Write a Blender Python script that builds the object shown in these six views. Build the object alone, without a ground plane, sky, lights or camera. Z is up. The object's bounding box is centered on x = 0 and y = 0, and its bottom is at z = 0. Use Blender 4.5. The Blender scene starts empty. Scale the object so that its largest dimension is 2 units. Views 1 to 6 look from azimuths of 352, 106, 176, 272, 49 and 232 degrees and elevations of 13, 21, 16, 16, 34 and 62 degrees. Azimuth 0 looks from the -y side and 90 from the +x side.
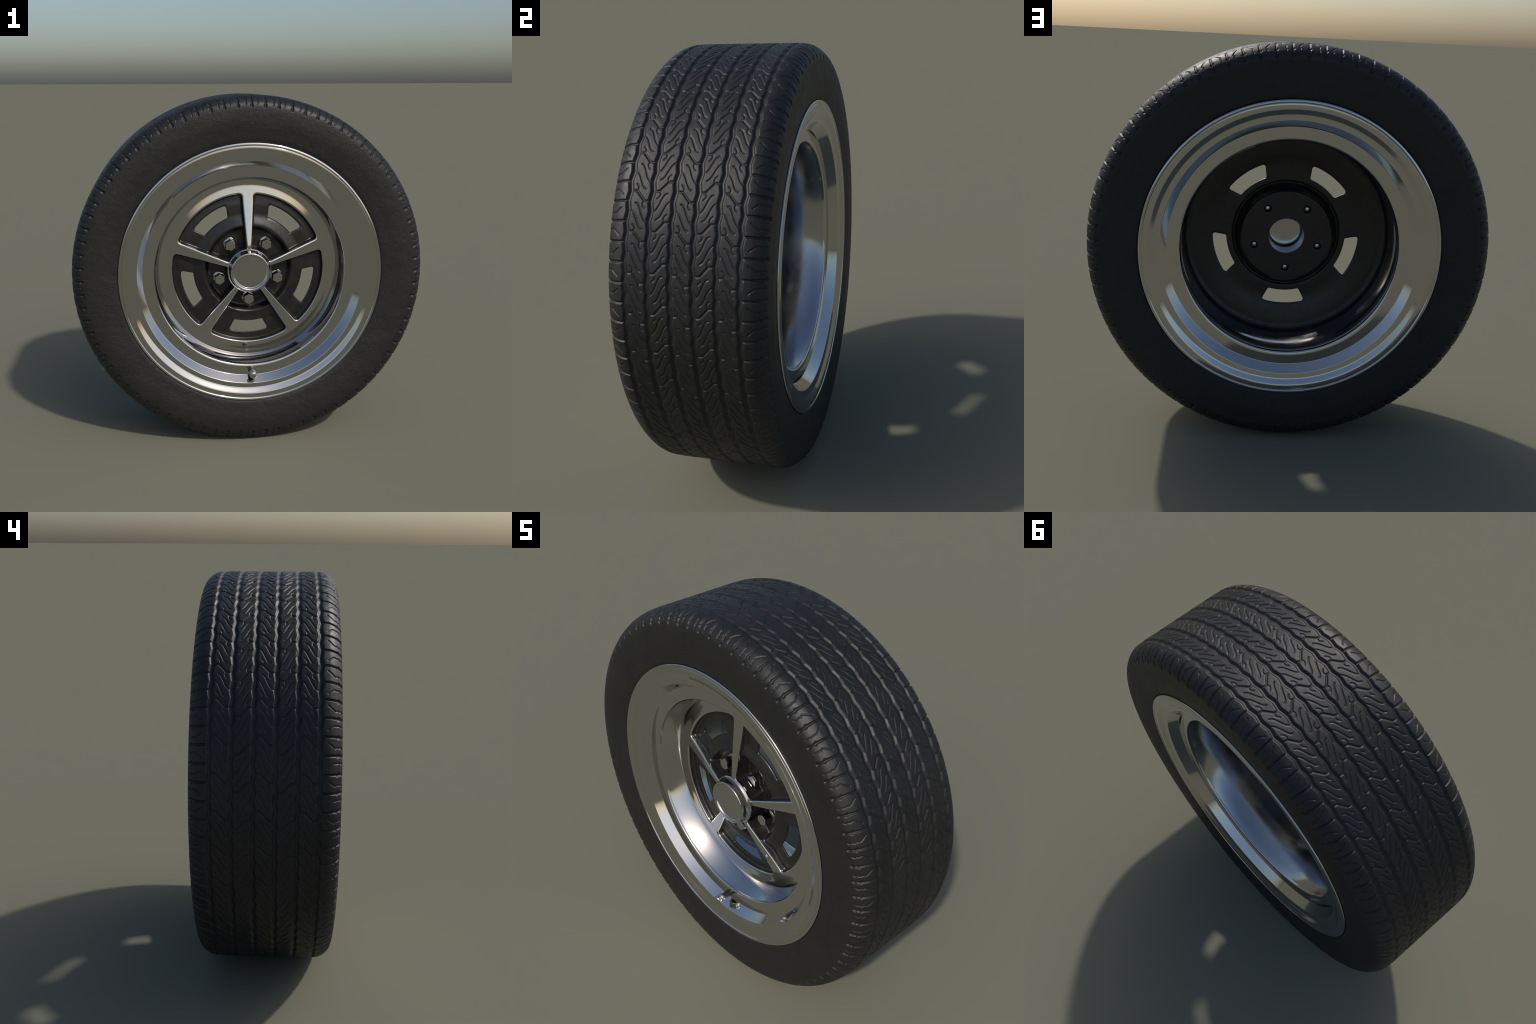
"""Vintage five-spoke chrome car wheel with a bias-ply style tire, standing upright.
Axle along Y, outer face towards -Y.  All sizes in metres (tire diameter = 2)."""
import bpy, math
import numpy as np
from mathutils import Vector

CENTRE_Y = 0.0061          # mid-plane of tire and rim
AXLE_Z = 1.0
RIGHT = math.pi / 180.0


# --------------------------------------------------------------------- helpers
def link(obj, parent=None):
    bpy.context.scene.collection.objects.link(obj)
    if parent is not None:
        obj.parent = parent
    return obj


def mesh_from(name, verts, quads, material, parent=None, smooth=True, normals=None):
    verts = np.ascontiguousarray(verts, dtype=np.float32)
    me = bpy.data.meshes.new(name)
    faces = np.asarray(quads, dtype=np.int32)
    nf, k = faces.shape
    me.vertices.add(len(verts))
    me.vertices.foreach_set("co", verts.ravel())
    me.loops.add(nf * k)
    me.loops.foreach_set("vertex_index", faces.ravel())
    me.polygons.add(nf)
    me.polygons.foreach_set("loop_start", np.arange(0, nf * k, k, dtype=np.int32))
    me.polygons.foreach_set("loop_total", np.full(nf, k, dtype=np.int32))
    me.polygons.foreach_set("use_smooth", np.full(nf, bool(smooth)))
    me.update(calc_edges=True)
    me.validate()
    if normals is not None:
        me.normals_split_custom_set_from_vertices(normals.tolist())
    me.materials.append(material)
    obj = bpy.data.objects.new(name, me)
    return link(obj, parent)


def grid_faces(rows, cols, wrap_rows=False, wrap_cols=False, flip=False):
    r = np.arange(rows if wrap_rows else rows - 1)
    c = np.arange(cols if wrap_cols else cols - 1)
    R, C = np.meshgrid(r, c, indexing="ij")
    R2, C2 = (R + 1) % rows, (C + 1) % cols
    f = np.stack([R * cols + C, R * cols + C2, R2 * cols + C2, R2 * cols + C], -1).reshape(-1, 4)
    return f[:, ::-1] if flip else f


def smooth_curve(points, per_segment=8):
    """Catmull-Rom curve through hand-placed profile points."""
    p = np.asarray(points, float)
    p = np.vstack([2 * p[0] - p[1], p, 2 * p[-1] - p[-2]])
    out = []
    for i in range(1, len(p) - 2):
        for t in np.linspace(0, 1, per_segment, endpoint=False):
            a, b, c, d = p[i - 1], p[i], p[i + 1], p[i + 2]
            out.append(0.5 * ((2 * b) + (c - a) * t + (2 * a - 5 * b + 4 * c - d) * t * t
                              + (3 * b - a - 3 * c + d) * t ** 3))
    out.append(p[-2])
    return np.array(out)


def rounded_profile(points, default=0.004, steps=4):
    """Polyline of (r, y[, fillet]) whose corners are rounded."""
    out = []
    n = len(points)
    for i, q in enumerate(points):
        p = np.array(q[:2], float)
        rad = q[2] if len(q) > 2 else default
        if i in (0, n - 1) or rad <= 0:
            out.append(p)
            continue
        a = np.array(points[i - 1][:2], float) - p
        b = np.array(points[i + 1][:2], float) - p
        la, lb = np.linalg.norm(a), np.linalg.norm(b)
        d = min(rad, 0.48 * la, 0.48 * lb)
        p0, p2 = p + a / la * d, p + b / lb * d
        for t in np.linspace(0, 1, steps + 1):
            out.append((1 - t) ** 2 * p0 + 2 * t * (1 - t) * p + t * t * p2)
    return np.array(out)


def lathe(name, profile, material, parent, segments=256, closed=False, lean=None):
    """Spin an (r, y) profile round the axle.  lean: angle of the inward normal towards +Y for every
    profile point, where a wall is shaded softly into the edge next to it."""
    prof = np.asarray(profile, float)
    th = np.linspace(0, 2 * math.pi, segments, endpoint=False)
    r, y = prof[:, 0][None, :], prof[:, 1][None, :]
    x = r * np.sin(th)[:, None]
    z = AXLE_Z + r * np.cos(th)[:, None]
    v = np.stack([x, np.broadcast_to(y, x.shape), z], -1).reshape(-1, 3)
    f = grid_faces(segments, len(prof), wrap_rows=True, wrap_cols=closed)
    nrm = None
    if lean is not None:
        t = np.asarray(lean, float)[None, :] * RIGHT
        nx = -np.sin(th)[:, None] * np.cos(t)
        nrm = np.stack([nx, np.broadcast_to(np.sin(t), nx.shape), -np.cos(th)[:, None] * np.cos(t)], -1).reshape(-1, 3)
        probe = np.cross(v[f[0, 1]] - v[f[0, 0]], v[f[0, 3]] - v[f[0, 0]])
        if np.dot(probe, nrm[f[0, 0]]) < 0:
            f = f[:, ::-1]
    return mesh_from(name, v, f, material, parent, normals=nrm)


def polar(theta_deg, r, y):
    a = np.asarray(theta_deg) * RIGHT
    return np.stack(np.broadcast_arrays(np.sin(a) * r, y, AXLE_Z + np.cos(a) * r), -1)


# ------------------------------------------------------------------- materials
class Nodes:
    def __init__(self, name):
        self.mat = bpy.data.materials.new(name)
        self.mat.use_nodes = True
        self.nt = self.mat.node_tree
        self.bsdf = self.nt.nodes["Principled BSDF"]
        self.coord = self.nt.nodes.new("ShaderNodeTexCoord")

    def add(self, kind, **inputs):
        n = self.nt.nodes.new(kind)
        for k, v in inputs.items():
            key = k.replace("_", " ")
            if isinstance(v, bpy.types.NodeSocket):
                self.nt.links.new(v, n.inputs[key])
            else:
                n.inputs[key].default_value = v
        return n

    def noise(self, scale, detail=4.0, rough=0.55, stretch=None):
        vec = self.coord.outputs["Object"]
        if stretch:
            m = self.nt.nodes.new("ShaderNodeMapping")
            m.inputs["Scale"].default_value = stretch
            self.nt.links.new(vec, m.inputs["Vector"])
            vec = m.outputs["Vector"]
        n = self.nt.nodes.new("ShaderNodeTexNoise")
        n.inputs["Scale"].default_value = scale
        n.inputs["Detail"].default_value = detail
        n.inputs["Roughness"].default_value = rough
        self.nt.links.new(vec, n.inputs["Vector"])
        return n.outputs["Fac"]

    def ramp(self, fac, stops):
        n = self.nt.nodes.new("ShaderNodeValToRGB")
        el = n.color_ramp.elements
        while len(el) < len(stops):
            el.new(0.5)
        for e, (pos, col) in zip(el, stops):
            e.position = pos
            e.color = (*col, 1.0) if isinstance(col, tuple) else (col, col, col, 1.0)
        self.nt.links.new(fac, n.inputs["Fac"])
        return n.outputs["Color"]

    def bump(self, height, strength, distance):
        b = self.nt.nodes.new("ShaderNodeBump")
        b.inputs["Strength"].default_value = strength
        b.inputs["Distance"].default_value = distance
        self.nt.links.new(height, b.inputs["Height"])
        return b.outputs["Normal"]

    def set(self, **kw):
        for k, v in kw.items():
            key = k.replace("_", " ")
            if isinstance(v, bpy.types.NodeSocket):
                self.nt.links.new(v, self.bsdf.inputs[key])
            else:
                self.bsdf.inputs[key].default_value = v
        return self.mat


def make_chrome(name, rough, tint=(0.56, 0.56, 0.555), spread=0.02):
    m = Nodes(name)
    n = m.noise(9.0, 5.0)
    rr = m.ramp(n, [(0.35, max(rough - spread, 0.0)), (0.7, rough + spread)])
    return m.set(Base_Color=(*tint, 1), Metallic=1.0, Roughness=rr)


def make_rubber(name, dark, light, rough_lo, rough_hi, sidewall):
    m = Nodes(name)
    big = m.noise(7.0, 6.0, 0.6)
    col = m.ramp(big, [(0.3, dark), (0.72, light)])
    fine = m.noise(42.0, 6.0, 0.65)
    rr = m.ramp(fine, [(0.3, rough_lo), (0.7, rough_hi)])
    if sidewall:
        streak = m.noise(20.0, 12.0, 0.72)
        nrm = m.bump(streak, 0.60, 0.010)
    else:
        nrm = m.bump(m.noise(20.0, 12.0, 0.72), 0.30, 0.006)
    return m.set(Base_Color=col, Roughness=rr, Normal=nrm, Specular_IOR_Level=0.42)


def make_black_paint():
    m = Nodes("black_paint")
    n = m.noise(22.0, 8.0, 0.7)
    col = m.ramp(n, [(0.35, (0.008, 0.008, 0.008)), (0.75, (0.016, 0.0155, 0.0145))])
    rr = m.ramp(m.noise(30.0, 8.0, 0.7), [(0.35, 0.24), (0.7, 0.42)])
    return m.set(Base_Color=col, Roughness=rr)


CHROME = make_chrome("polished_chrome", 0.07, spread=0.015)
CHROME_SOFT = make_chrome("satin_chrome", 0.11, tint=(0.54, 0.54, 0.54), spread=0.05)
CHROME_SATIN = make_chrome("brushed_barrel", 0.19, tint=(0.49, 0.49, 0.495), spread=0.07)  # same chrome, tint darkened for the dim reflections inside rear barrel and bore
BLACK = make_black_paint()
TREAD_RUBBER = make_rubber("tread_rubber", (0.0090, 0.0090, 0.0093), (0.0150, 0.0148, 0.0146), 0.40, 0.52, False)
SIDE_RUBBER = make_rubber("sidewall_rubber", (0.0080, 0.0080, 0.0078), (0.0135, 0.0132, 0.0126), 0.44, 0.56, True)
m = Nodes("valve_rubber")
VALVE_RUBBER = m.set(Base_Color=(0.012, 0.012, 0.012, 1), Roughness=0.3)

# ------------------------------------------------------------------- the wheel
wheel = bpy.data.objects.new("car_wheel", None)
wheel.empty_display_size = 0.3
wheel["label"] = "black tire on five-spoke chrome vintage car wheel"
wheel["category"] = "car wheel"
link(wheel)

# ------------------------------------------------------------------------ tire
HALF_TIRE = smooth_curve([
    (0, 1.0), (.06, 1.0), (.12, 1.0), (.18, 1.0), (.212, 1.0), (.232, .9998), (.246, .9985), (.258, .9962), (.271, .9922),
    (.287, .9830), (.3014, .9710), (.3110, .9600), (.3178, .9465), (.3212, .9300), (.3230, .9100), (.3236, .8850),
    (.3230, .8600), (.3207, .8350), (.3170, .8080), (.3135, .7820), (.3108, .7650), (.3080, .7550), (.3030, .7470), (.28, .735)], 40)
seg = np.linalg.norm(np.diff(HALF_TIRE, axis=0), axis=1)
ARC = np.concatenate([[0], np.cumsum(seg)])


def tire_at(s):
    """signed arc length across the tire -> (offset from mid-plane, radius)."""
    a = np.abs(s)
    w, r = np.interp(a, ARC, HALF_TIRE[:, 0]), np.interp(a, ARC, HALF_TIRE[:, 1])
    t = np.clip((.955 - r) / .07, 0, 1)
    w = w - np.where(s > 0, .0038 * t * t * (3 - 2 * t), 0)      # the inner sidewall is a little flatter
    return np.sign(s) * w, r


def arc_of_width(w):
    k = np.argmax(HALF_TIRE[:, 0])
    return np.interp(w, HALF_TIRE[:k, 0], ARC[:k])


def arc_of_radius(r):
    """arc length on the outer (shoulder to sidewall) part for a radius."""
    k = np.searchsorted(-HALF_TIRE[:, 1], -0.9995)
    return np.interp(-r, -HALF_TIRE[k:, 1], ARC[k:])


PITCHES = 40                       # pattern repeats (each two shoulder lugs)
PER_PITCH = 80
PITCH_DEG = 360.0 / PITCHES        # 9 degrees
PHASE = 2.25                       # angle of the first rib cut
RIB = 0.0913                       # spacing of the six zigzag grooves
DEG = RIGHT                        # metres per degree at radius 1

S_EDGE = arc_of_radius(0.927)      # tread mesh ends below the shoulder pattern
N_ACROSS = 348
s_tread = np.linspace(-S_EDGE, S_EDGE, N_ACROSS)
phi = np.arange(PER_PITCH) * PITCH_DEG / PER_PITCH


def bell(d, half, slope):
    """groove cross-section: flat floor, sloping walls, softened rims."""
    t = np.clip((half - d) / slope, 0, 1)
    return 0.6 * t + 0.4 * t * t * (3 - 2 * t)


def distance_to(path, closed_pitch=True):
    """distance of every cell point (angle, arc) to a polyline, repeating each pitch."""
    P = np.asarray(path, float) * [DEG, 1.0]
    X, S = np.meshgrid(phi * DEG, s_tread, indexing="ij")
    best = np.full(X.shape, 1e9)
    for shift in (-2, -1, 0, 1, 2):
        off = shift * PITCH_DEG * DEG
        for (ax, ay), (bx, by) in zip(P[:-1], P[1:]):
            ax_, bx_ = ax + off, bx + off
            dx, dy = bx_ - ax_, by - ay
            t = np.clip(((X - ax_) * dx + (S - ay) * dy) / (dx * dx + dy * dy + 1e-12), 0, 1)
            best = np.minimum(best, np.hypot(X - ax_ - t * dx, S - ay - t * dy))
    return best


def soften(path, n=6):
    return smooth_curve(path, n)


depth = np.zeros((PER_PITCH, N_ACROSS))


def cut(path, half, slope, deep, curve=False):
    global depth
    p = soften(path) if curve else path
    depth = np.maximum(depth, deep * bell(distance_to(p), half, slope))


# six zigzag grooves
for g in range(6):
    s0 = (g - 2.5) * RIB
    zig = 0.0037
    cut([(-2.25, s0 - zig), (0, s0 + zig), (2.25, s0 - zig), (4.5, s0 + zig), (6.75, s0 - zig)],
        0.0138, 0.0112, 0.0084)

# five ribs with a slanted cut, two curled hooks and two long wavy sipes each
RIB_CUT = [(0, -.044), (0, -.0165), (2.2, .0167), (2.25, .044)]
RIB_HOOKS = [[(0, -.0155), (-.55, -.0111), (-1.12, -.0135), (-1.6, -.0215)],
             [(2.25, .0155), (2.8, .0115), (3.37, .0138), (3.85, .0222)]]
RIB_SIPES = [[(2.70, -.0165), (2.90, -.0082), (3.66, .0002), (5.09, .0106), (6.2, .0205), (6.98, .0325)],
             [(4.40, -.0325), (5.03, -.0200), (5.95, -.0110), (7.17, -.0016), (8.12, .0080), (8.50, .0180)]]
for k in range(5):
    s0 = (k - 2) * RIB
    mirrored = k % 2 == 1

    def place(path):
        return [((a - 2.25, s0 - b) if mirrored else (a, s0 + b)) for a, b in path]
    cut(place(RIB_CUT), 0.0064, 0.0056, 0.0044)
    for hook in RIB_HOOKS:
        cut(place(hook), 0.0044, 0.0041, 0.0028, True)
    for sipe in RIB_SIPES:
        cut(place(sipe), 0.0046, 0.0043, 0.0033, True)

# shoulder lugs: cross grooves that swell into keyhole ends, and crooked sipes
S_IN = 2.5 * RIB
S_K1, S_K2, S_END = arc_of_radius(.9713), arc_of_radius(.9475), arc_of_radius(.943)
SIPE_A = [(.70, .2585), (.16, .2706), (-.46, .2835), (-.34, .2943), (-.56, .3023), (-.36, .3105), (-.54, .3150), (-.30, .3182)]
SIPE_B = [(-.78, .2585), (-.24, .2712), (.32, .2843), (.55, .2906), (.20, .2973), (.40, .3054), (.15, .3110), (.48, .3165)]
for side in (1, -1):
    base = 0.0 if side > 0 else 2.25
    for lug in (0, 1):
        a0 = base + 4.5 * lug
        cut([(a0, side * S_IN), (a0, side * S_END)], 0.0064, 0.0050, 0.0060)
        cut([(a0 - .14, side * (S_K1 - .003)), (a0 + .14, side * (S_K1 + .003))], 0.0098, 0.0088, 0.0068)
        cut([(a0, side * S_K2), (a0, side * (S_K2 + .006))], 0.0115, 0.0098, 0.0078)
        sipe = SIPE_A if (lug == 0) else SIPE_B
        mid = a0 + 2.25
        cut([(mid + side * a, side * arc_of_width(w)) for a, w in sipe], 0.0044, 0.0040, 0.0034)

theta = (np.arange(PITCHES * PER_PITCH) * PITCH_DEG / PER_PITCH + PHASE)
w_t, r_t = tire_at(s_tread)
# outward normal of the profile
dw, dr = np.gradient(w_t, s_tread), np.gradient(r_t, s_tread)
nw, nr = -dr, dw
nl = np.hypot(nw, nr)
nw, nr = nw / nl, nr / nl


def tire_grid(w, r):
    """w, r shaped (angles, across) -> xyz grid."""
    a = theta[:, None] * RIGHT
    return np.stack([np.sin(a) * r, CENTRE_Y + w, AXLE_Z + np.cos(a) * r], -1)


full_depth = np.tile(depth, (PITCHES, 1))
W = w_t[None, :] - full_depth * nw[None, :]
R = r_t[None, :] - full_depth * nr[None, :]
tread_xyz = tire_grid(W, R)


def grid_normals(g):
    du = np.roll(g, -1, 0) - np.roll(g, 1, 0)
    dv = np.gradient(g, axis=1)
    n = np.cross(du, dv)
    n /= np.linalg.norm(n, axis=-1, keepdims=True) + 1e-12
    mid = g[:, g.shape[1] // 2]
    outward = mid - np.array([0, CENTRE_Y, AXLE_Z])
    if np.sum(n[:, g.shape[1] // 2] * outward) < 0:
        n = -n
    return n


tire = bpy.data.objects.new("tire", None)
link(tire, wheel)
na = len(theta)
probe = tread_xyz[0:2, N_ACROSS // 2:N_ACROSS // 2 + 2]
flip = np.dot(np.cross(probe[0, 1] - probe[0, 0], probe[1, 0] - probe[0, 0]),
              probe[0, 0] - np.array([0, CENTRE_Y, AXLE_Z])) < 0
mesh_from("tread", tread_xyz.reshape(-1, 3), grid_faces(na, N_ACROSS, wrap_rows=True, flip=flip),
          TREAD_RUBBER, tire)

side_s = np.linspace(S_EDGE, ARC[-1], 40)
theta_save = theta
theta = theta_save[::8]
for side in (-1, 1):
    ss = side_s * side
    w, r = tire_at(ss)
    g = tire_grid(np.broadcast_to(w, (len(theta), len(ss))), np.broadcast_to(r, (len(theta), len(ss))))
    mesh_from("sidewall", g.reshape(-1, 3),
              grid_faces(len(theta), len(ss), wrap_rows=True, flip=(flip if side > 0 else not flip)),
              SIDE_RUBBER, tire)
theta = theta_save

# ------------------------------------------------------------------------- rim
# (radius, offset from the mid-plane): rolled lip, coved flange, step, flat land, rolled edge
def rim_side(sign):
    lip = rounded_profile([(.735, .280), (.7470, .2970, .005), (.7460, .3100, .005), (.7340, .3130, .005),
                           (.7285, .3078, .0015), (.7270, .3098, .0015), (.716, .3108)], .004, 5)
    cove = rounded_profile([(.716, .3108), (.7020, .3103, .006), (.6735, .2950, .006), (.660, .2932)], .005, 6)[1:]
    step = rounded_profile([(.660, .2932), (.6445, .2910, .0030), (.6130, .2412, .0030), (.5620, .2412, .006),
                            (.5495, .2380, .008), (.5450, .2260)], .004, 6)[1:]
    p = np.vstack([lip, cove, step])
    p[:, 1] = CENTRE_Y + sign * p[:, 1]
    return p


front = rim_side(-1)
back = rim_side(1)
well = np.array([(.735, CENTRE_Y + .265), (.66, CENTRE_Y + .22), (.62, CENTRE_Y + .10), (.62, CENTRE_Y - .10),
                 (.66, CENTRE_Y - .22), (.735, CENTRE_Y - .265)])
rim_profile = np.vstack([back[::-1], well, front])


def rim_lean(prof):
    """normal angle along the rim section; the step wall is shaded as a soft 45 degree cone."""
    t = np.gradient(prof, axis=0)
    n = np.stack([-t[:, 1], t[:, 0]], -1)
    if n[len(prof) // 2, 0] < 0:          # the well faces away from the axle
        n = -n
    lean = np.degrees(np.arctan2(n[:, 1], -n[:, 0]))
    off = prof[:, 1] - CENTRE_Y
    wall = (prof[:, 0] > .6120) & (prof[:, 0] < .6455) & (np.abs(off) > .2395) & (np.abs(off) < .2925)
    steep = wall & (np.abs(np.abs(lean) - 32) < 12)
    lean[steep] = np.sign(off[steep]) * 44
    return lean


lathe("rim", rim_profile, CHROME, wheel, 320, lean=rim_lean(rim_profile))

BF = np.array([(.5450, -.2200), (.5430, -.2040), (.5400, -.1840), (.5360, -.1620), (.5310, -.1400), (.5265, -.1240), (.5232, -.1165),
               (.5215, -.1140), (.5200, -.1050)])
lathe("barrel", BF, CHROME_SOFT, wheel, 320, lean=[-31, -33, -32, -30, -27, -24, -21, -19, -16])
BB = smooth_curve([(.5450, .2325), (.5460, .2150), (.5465, .17), (.5465, .10), (.5460, .03), (.5450, -.0250)], 6)
lathe("barrel", BB, CHROME_SATIN, wheel, 320,
      lean=np.interp(BB[:, 1], [-.025, .03, .10, .17, .2325], [6, 4, 8, 17, 36]))

# ----------------------------------------------------- chrome five-spoke cover
def face_height(r):
    """y of the chrome face: it rises from the barrel towards the hub."""
    return np.interp(r, _fr, _fy)


_f = smooth_curve([(.105, -.172), (.125, -.1715), (.16, -.1680), (.25, -.1525), (.35, -.1345), (.40, -.1262), (.430, -.1222), (.450, -.1196),
                   (.470, -.1171), (.485, -.1153), (.495, -.1145), (.506, -.1143), (.5225, -.1143)], 12)
_fr, _fy = _f[:, 0], _f[:, 1]


def disc_front(r):
    return np.interp(r, _pr, _pf)


def disc_back(r):
    return np.interp(r, _br, _bf)


_p = smooth_curve([(.085, -.078), (.15, -.078), (.21, -.078), (.229, -.0785), (.236, -.082), (.243, -.100), (.249, -.1165), (.254, -.1225),
                   (.261, -.1238), (.272, -.1205), (.290, -.1135), (.308, -.1065), (.320, -.1030), (.332, -.1020), (.38, -.1000), (.402, -.0960), (.420, -.0915), (.445, -.0890),
                   (.460, -.0870), (.475, -.083), (.50, -.075), (.5455, -.060)], 12)
_pr, _pf = _p[:, 0], _p[:, 1]
_b = smooth_curve([(.085, -.0375), (.15, -.0375), (.20, -.0375), (.235, -.0376), (.240, -.0395), (.245, -.0450), (.262, -.0780), (.274, -.1000),
                   (.280, -.1055), (.285, -.1035), (.288, -.0965), (.293, -.0930), (.32, -.0915), (.36, -.0905), (.385, -.0875), (.410, -.0825), (.435, -.0765), (.462, -.0710),
                   (.490, -.0660), (.515, -.0630), (.531, -.0560), (.540, -.0440), (.5440, -.0300), (.5452, -.0200)], 12)
_br, _bf = _b[:, 0], _b[:, 1]


def fillet_loop(points, cuts, per_corner=10, per_side=40):
    """closed dense loop from sides (list of point arrays); corners cut back and rounded."""
    sides = [np.asarray(s, float) for s in points]
    n = len(sides)
    trimmed = []
    for i, s in enumerate(sides):
        L = np.concatenate([[0], np.cumsum(np.linalg.norm(np.diff(s, axis=0), axis=1))])
        u = np.linspace(cuts[i], L[-1] - cuts[(i + 1) % n], per_side)
        trimmed.append(np.stack([np.interp(u, L, s[:, 0]), np.interp(u, L, s[:, 1])], -1))
    loop, corner_index = [], []
    for i in range(n):
        prev, cur = trimmed[i - 1][-1], trimmed[i][0]
        c = sides[i][0]
        t = np.linspace(0, 1, per_corner + 1)[:, None]
        arc = (1 - t) ** 2 * prev + 2 * t * (1 - t) * c + t * t * cur
        corner_index.append(len(loop) + per_corner // 2)
        loop.extend(arc[:-1])
        loop.extend(trimmed[i][:-1])
    return np.array(loop), corner_index


def resample_sides(loop, corners, counts):
    """points side by side between corner indices, counts per side, uniform arc length."""
    out = []
    n = len(loop)
    for k in range(4):
        a, b = corners[k], corners[(k + 1) % 4]
        idx = [(a + i) % n for i in range(((b - a) % n) + 1)]
        s = loop[idx]
        L = np.concatenate([[0], np.cumsum(np.linalg.norm(np.diff(s, axis=0), axis=1))])
        u = np.linspace(0, L[-1], counts[k], endpoint=False)
        out.append(np.stack([np.interp(u, L, s[:, 0]), np.interp(u, L, s[:, 1])], -1))
    return np.vstack(out)


def offset_loop(loop, d):
    """move a closed loop outward (away from its centre side) by d along its normal."""
    t = np.roll(loop, -1, 0) - np.roll(loop, 1, 0)
    t /= np.linalg.norm(t, axis=1, keepdims=True)
    nrm = np.stack([t[:, 1], -t[:, 0]], -1)
    c = loop.mean(0)
    if np.sum(nrm * (loop - c)) < 0:
        nrm = -nrm
    return loop + nrm * d


def xy_of(th_deg, r):
    """local plane of a sector: u tangential, v radial, sector axis at angle 0."""
    a = np.asarray(th_deg) * RIGHT
    return np.stack(np.broadcast_arrays(np.sin(a) * r, np.cos(a) * r), -1)


def sector_loop(r_in, r_out, counts):
    o = xy_of(np.linspace(-36, 36, counts[0], endpoint=False), r_out)
    rr = np.linspace(r_out, r_in, counts[1], endpoint=False)
    i = xy_of(np.linspace(36, -36, counts[2], endpoint=False), r_in)
    rl = np.linspace(r_in, r_out, counts[3], endpoint=False)
    return np.vstack([o, xy_of(36, rr), i, xy_of(-36, rl)])


COUNTS = (64, 48, 36, 48)


def spoke_half(r):
    return .0165 + .0690 * (r - .155)


def window_sides():
    r_o, r_i = .4415, .1235
    rr = np.linspace(r_o, r_i, 60)
    ang = 36 - np.degrees(np.arcsin(spoke_half(rr) / rr))
    a_o, a_i = ang[0], ang[-1]
    return [xy_of(np.linspace(-a_o, a_o, 60), r_o), xy_of(ang, rr),
            xy_of(np.linspace(a_i, -a_i, 40), r_i), xy_of(-ang[::-1], rr[::-1])]


WIN, WIN_C = fillet_loop(window_sides(), (.020, .020, .016, .016))
WIN = resample_sides(WIN, WIN_C, COUNTS)


def slot_sides():
    r_o, r_i, a_o, a_i = .3935, .3213, 17.5, 14.9
    rr = np.linspace(r_o, r_i, 30)
    ang = np.linspace(a_o, a_i, 30)
    return [xy_of(np.linspace(-a_o, a_o, 60), r_o), xy_of(ang, rr),
            xy_of(np.linspace(a_i, -a_i, 60), r_i), xy_of(-ang[::-1], rr[::-1])]


SLOT, SLOT_C = fillet_loop(slot_sides(), (.020, .020, .009, .009))
SLOT = resample_sides(SLOT, SLOT_C, COUNTS)


def to_world(uv, y, k):
    """sector plane -> world; sector k is centred 36 + 72 k degrees from the top."""
    a = (36 + 72 * k) * RIGHT
    x = uv[..., 0] * math.cos(a) + uv[..., 1] * math.sin(a)
    z = -uv[..., 0] * math.sin(a) + uv[..., 1] * math.cos(a)
    return np.stack([x, y, AXLE_Z + z], -1)


def blend_layers(inner, outer, count, power=1.0):
    t = (np.arange(1, count + 1) / count) ** power
    return [inner + (outer - inner) * q for q in t]


def radius(uv):
    return np.hypot(uv[..., 0], uv[..., 1])


def sector_mesh(name, rings, material, parent, flip=False, weld=True):
    """rings: list of (uv loop, y loop); the five sectors are welded along their borders."""
    verts, faces = [], []
    rows, cols = len(rings), len(rings[0][0])
    f = grid_faces(rows, cols, wrap_cols=True, flip=flip)
    for k in range(5):
        verts.append(np.concatenate([to_world(uv, y, k) for uv, y in rings]))
        faces.append(f + k * rows * cols)
    v = np.concatenate(verts)
    f = np.concatenate(faces)
    if weld:
        key = np.round(v / 2e-5).astype(np.int64)
        _, first, inv = np.unique(key, axis=0, return_index=True, return_inverse=True)
        v = v[first]
        f = inv.reshape(-1)[f]
    return mesh_from(name, v, f, material, parent)


# chrome cover: rounded window rims, then a face that spreads to the sector borders
BEVEL = .0100
rings = []
for ph in np.linspace(0, 90, 7):
    d, dp = BEVEL * (1 - math.cos(ph * RIGHT)), BEVEL * (1 - math.sin(ph * RIGHT))
    uv = offset_loop(WIN, d)
    if ph == 0:
        rings.append((uv, face_height(radius(uv)) + BEVEL + .006))
    rings.append((uv, face_height(radius(uv)) + dp))
border = sector_loop(.105, .5225, COUNTS)
for uv in blend_layers(offset_loop(WIN, BEVEL), border, 16, 1.2):
    rings.append((uv, face_height(radius(uv))))
sector_mesh("spoke_cover", rings, CHROME, wheel, flip=True)

# black recess walls beneath the cover, one pocket per window
rings = []
top = offset_loop(WIN, .0008)
top_y = face_height(radius(top)) + .0110
foot = offset_loop(WIN, -.007)
foot_y = disc_front(radius(foot)) - .0005
for t in np.linspace(0, 1, 12):
    e = t ** 2.2
    uv = top + (foot - top) * e
    rings.append((uv, top_y + (foot_y - top_y) * t))
rings.append((offset_loop(WIN, -.0135), disc_front(radius(offset_loop(WIN, -.0135))) + .001))
sector_mesh("recess_wall", rings, BLACK, wheel, flip=False, weld=False)

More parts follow.
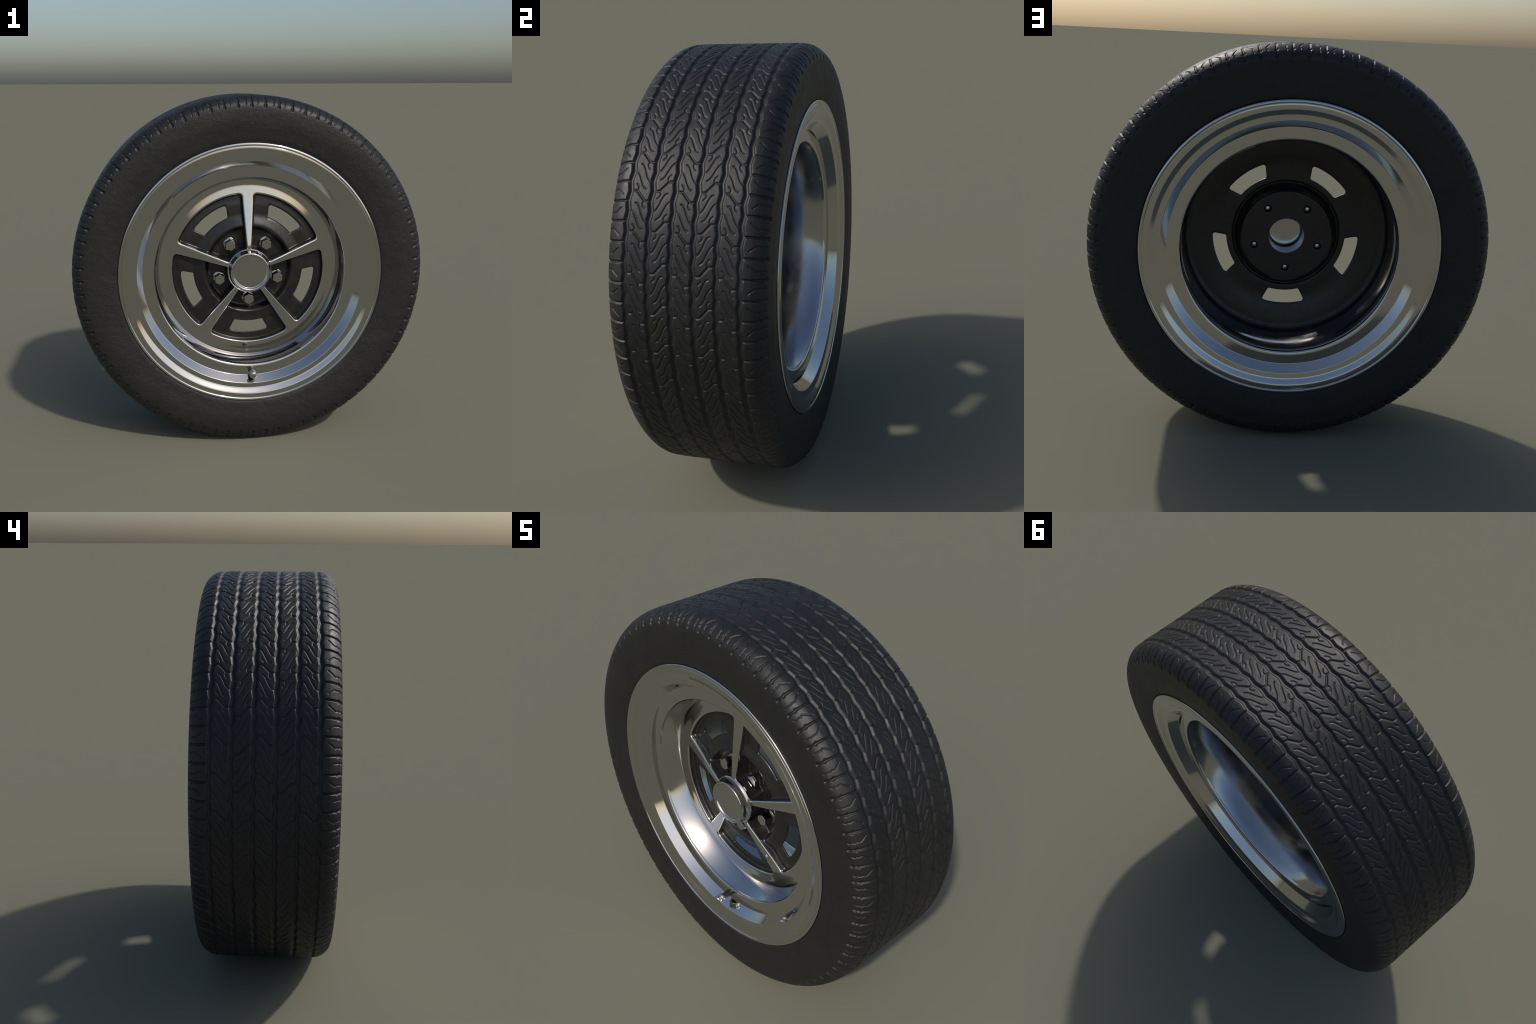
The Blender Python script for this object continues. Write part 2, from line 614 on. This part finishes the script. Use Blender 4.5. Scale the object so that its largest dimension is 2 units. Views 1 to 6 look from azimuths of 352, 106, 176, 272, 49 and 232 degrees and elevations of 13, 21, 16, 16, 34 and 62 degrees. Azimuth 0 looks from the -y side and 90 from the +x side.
# black pressed-steel centre disc with five vent slots
rim_r = .5455
rings = []
bore_border = sector_loop(.094, rim_r, COUNTS)
T = np.concatenate([[0.02], np.linspace(.08, 1, 22)])
front_layers = [SLOT + (bore_border - SLOT) * t for t in T]
back_border = sector_loop(.2355, rim_r, COUNTS)
back_layers = [SLOT + (back_border - SLOT) * t for t in T]
for uv in front_layers[::-1]:
    y = disc_front(radius(uv))
    rings.append((uv, np.where(radius(uv) > .52, y, y)))
rings.append((SLOT, disc_front(radius(SLOT)) + .003))
rings.append((SLOT, disc_back(radius(SLOT)) - .003))
for uv in back_layers:
    rings.append((uv, disc_back(radius(uv))))
disc = sector_mesh("center_disc", rings, BLACK, wheel, flip=False)

# flat hub face on the back with five stud holes
HOLE_R = .0205
q = np.concatenate([np.linspace(a0, a0 + 90, n, endpoint=False) for a0, n in zip((-45, 45, 135, 225), COUNTS)]) * RIGHT


def hole_loop(r):
    return np.stack([np.sin(q) * r, .1783 + np.cos(q) * r], -1)


hub_border = sector_loop(.0945, .2355, COUNTS)
flat = np.full(len(q), -.0375)
rings = [(hole_loop(HOLE_R - .001), flat - .030), (hole_loop(HOLE_R - .001), flat - .004), (hole_loop(HOLE_R - .0004), flat - .0015),
         (hole_loop(HOLE_R + .0012), flat)]
for uv in blend_layers(hole_loop(HOLE_R + .0012), hub_border, 8, 1.2):
    rings.append((uv, flat))
sector_mesh("hub_face", rings, BLACK, wheel)

# ------------------------------------------------------------- hub and centre cap
cap_profile = rounded_profile([(.0, -.2055), (.0940, -.2055, .003), (.0995, -.2130, .003), (.1050, -.2160, .0035),
                               (.1122, -.2130, .005), (.1142, -.2030, .006), (.1165, -.1880, .010),
                               (.1205, -.1760, .008), (.1275, -.1700)], .003, 5)
lathe("center_cap", cap_profile, CHROME, wheel, 128)
hub_profile = rounded_profile([(.1240, -.1640), (.1190, -.150, .01), (.1160, -.10, .01), (.1180, -.0760)], .004, 4)
lathe("hub_column", hub_profile, BLACK, wheel, 96)
cup_profile = rounded_profile([(.0960, -.0380, 0), (.0940, -.0520, .003), (.0920, -.150, .004), (.0950, -.1950, .02), (.060, -.2010, .02), (0, -.2020)], .004, 5)
lathe("hub_bore", cup_profile, CHROME_SATIN, wheel, 14 * 8)

# -------------------------------------------------------------------- lug nuts
def make_nut_mesh():
    """hexagon nut with a round flange; local axis -Y, base at y = 0."""
    verts, faces = [], []
    n = 48
    a = np.arange(n) * 2 * math.pi / n
    hexr = math.cos(math.pi / 6) / np.cos((a % (math.pi / 3)) - math.pi / 6)   # corner at the top

    def ring(r, y):
        return np.stack([r * np.sin(a), np.full(n, y), r * np.cos(a)], -1)
    F = .0385
    rings = [ring(np.full(n, F), .006), ring(np.full(n, F), -.0035), ring(np.full(n, F - .0015), -.0065),
             ring(np.full(n, F - .0040), -.0080), ring(np.full(n, .0325), -.0060), ring(.0315 * hexr, -.0060), ring(.0315 * hexr, -.0600)]
    for t in (.5, 1.0):
        rings.append(ring(.0315 * hexr - .0016 * t, -.0600 - .0022 * t * (2 - t)))
    rings.append(ring(.0140 * hexr, -.0624))
    rings.append(ring(.0001 * hexr, -.0625))
    v = np.concatenate(rings)
    f = grid_faces(len(rings), n, wrap_cols=True, flip=False)
    return v, f


nv, nf = make_nut_mesh()
first_nut = None
for k in range(5):
    th = 36 + 72 * k
    x, z = math.sin(th * RIGHT) * .1783, AXLE_Z + math.cos(th * RIGHT) * .1783
    if first_nut is None:
        first_nut = mesh_from("lug_nut", nv, nf, CHROME, wheel)
        first_nut.data.polygons.foreach_set("use_smooth", [True] * len(first_nut.data.polygons))
        first_nut.data.set_sharp_from_angle(angle=math.radians(28))
        nut = first_nut
    else:
        nut = first_nut.copy()
        link(nut, wheel)
    nut.location = (x, -.0785, z)
    nut.rotation_euler = (0, math.radians((5, 4, 0, -2, -3)[k]), 0)

def lathe_local(name, profile, material, parent, centre, segments=32):
    prof = np.asarray(profile, float)
    th = np.linspace(0, 2 * math.pi, segments, endpoint=False)
    x = centre[0] + prof[:, 0][None, :] * np.sin(th)[:, None]
    z = centre[2] + prof[:, 0][None, :] * np.cos(th)[:, None]
    y = np.broadcast_to(centre[1] + prof[:, 1][None, :], x.shape)
    return mesh_from(name, np.stack([x, y, z], -1).reshape(-1, 3),
                     grid_faces(segments, len(prof), wrap_rows=True), material, parent)


# bright stud ends sunk in the stud holes
STUD = rounded_profile([(.0196, -.066), (.0180, -.059, .004), (.010, -.0545, .006), (.0001, -.0530)], .003, 4)
for k in range(5):
    th = (36 + 72 * k) * RIGHT
    lathe_local("wheel_stud", STUD, CHROME_SOFT, wheel, (math.sin(th) * .1783, 0, AXLE_Z + math.cos(th) * .1783))

# ------------------------------------------------------------------ valve stem
vx, vz = 0.0, AXLE_Z - .5845
stem = lathe_local("valve_stem", rounded_profile([(.0, -.2420), (.0230, -.2420), (.0230, -.2300, .004), (.0190, -.2360, .004)][2:] + [
    (.0180, -.2500, .006), (.0150, -.2700, .006), (.0150, -.2860, .002), (.001, -.2870)], .003, 4),
    VALVE_RUBBER, wheel, (vx, 0, vz))
a = np.linspace(0, 2 * math.pi, 48, endpoint=False)
cap_rings = []
for r, y, flute in [(.0120, -.2840, 0), (.0200, -.2845, 0), (.0212, -.2865, 0), (.0212, -.2950, 0), (.0205, -.2965, 0),
                    (.0195, -.2985, 1), (.0195, -.3110, 1), (.0205, -.3130, 0), (.0212, -.3150, 0), (.0205, -.3200, 0),
                    (.0175, -.3248, 0), (.0110, -.3272, 0), (.0001, -.3280, 0)]:
    rr = r - flute * .0022 * (0.5 + 0.5 * np.cos(8 * a))
    cap_rings.append(np.stack([vx + rr * np.sin(a), np.full_like(a, y), vz + rr * np.cos(a)], -1))
mesh_from("valve_cap", np.concatenate(cap_rings), grid_faces(len(cap_rings), 48, wrap_cols=True), CHROME, stem)
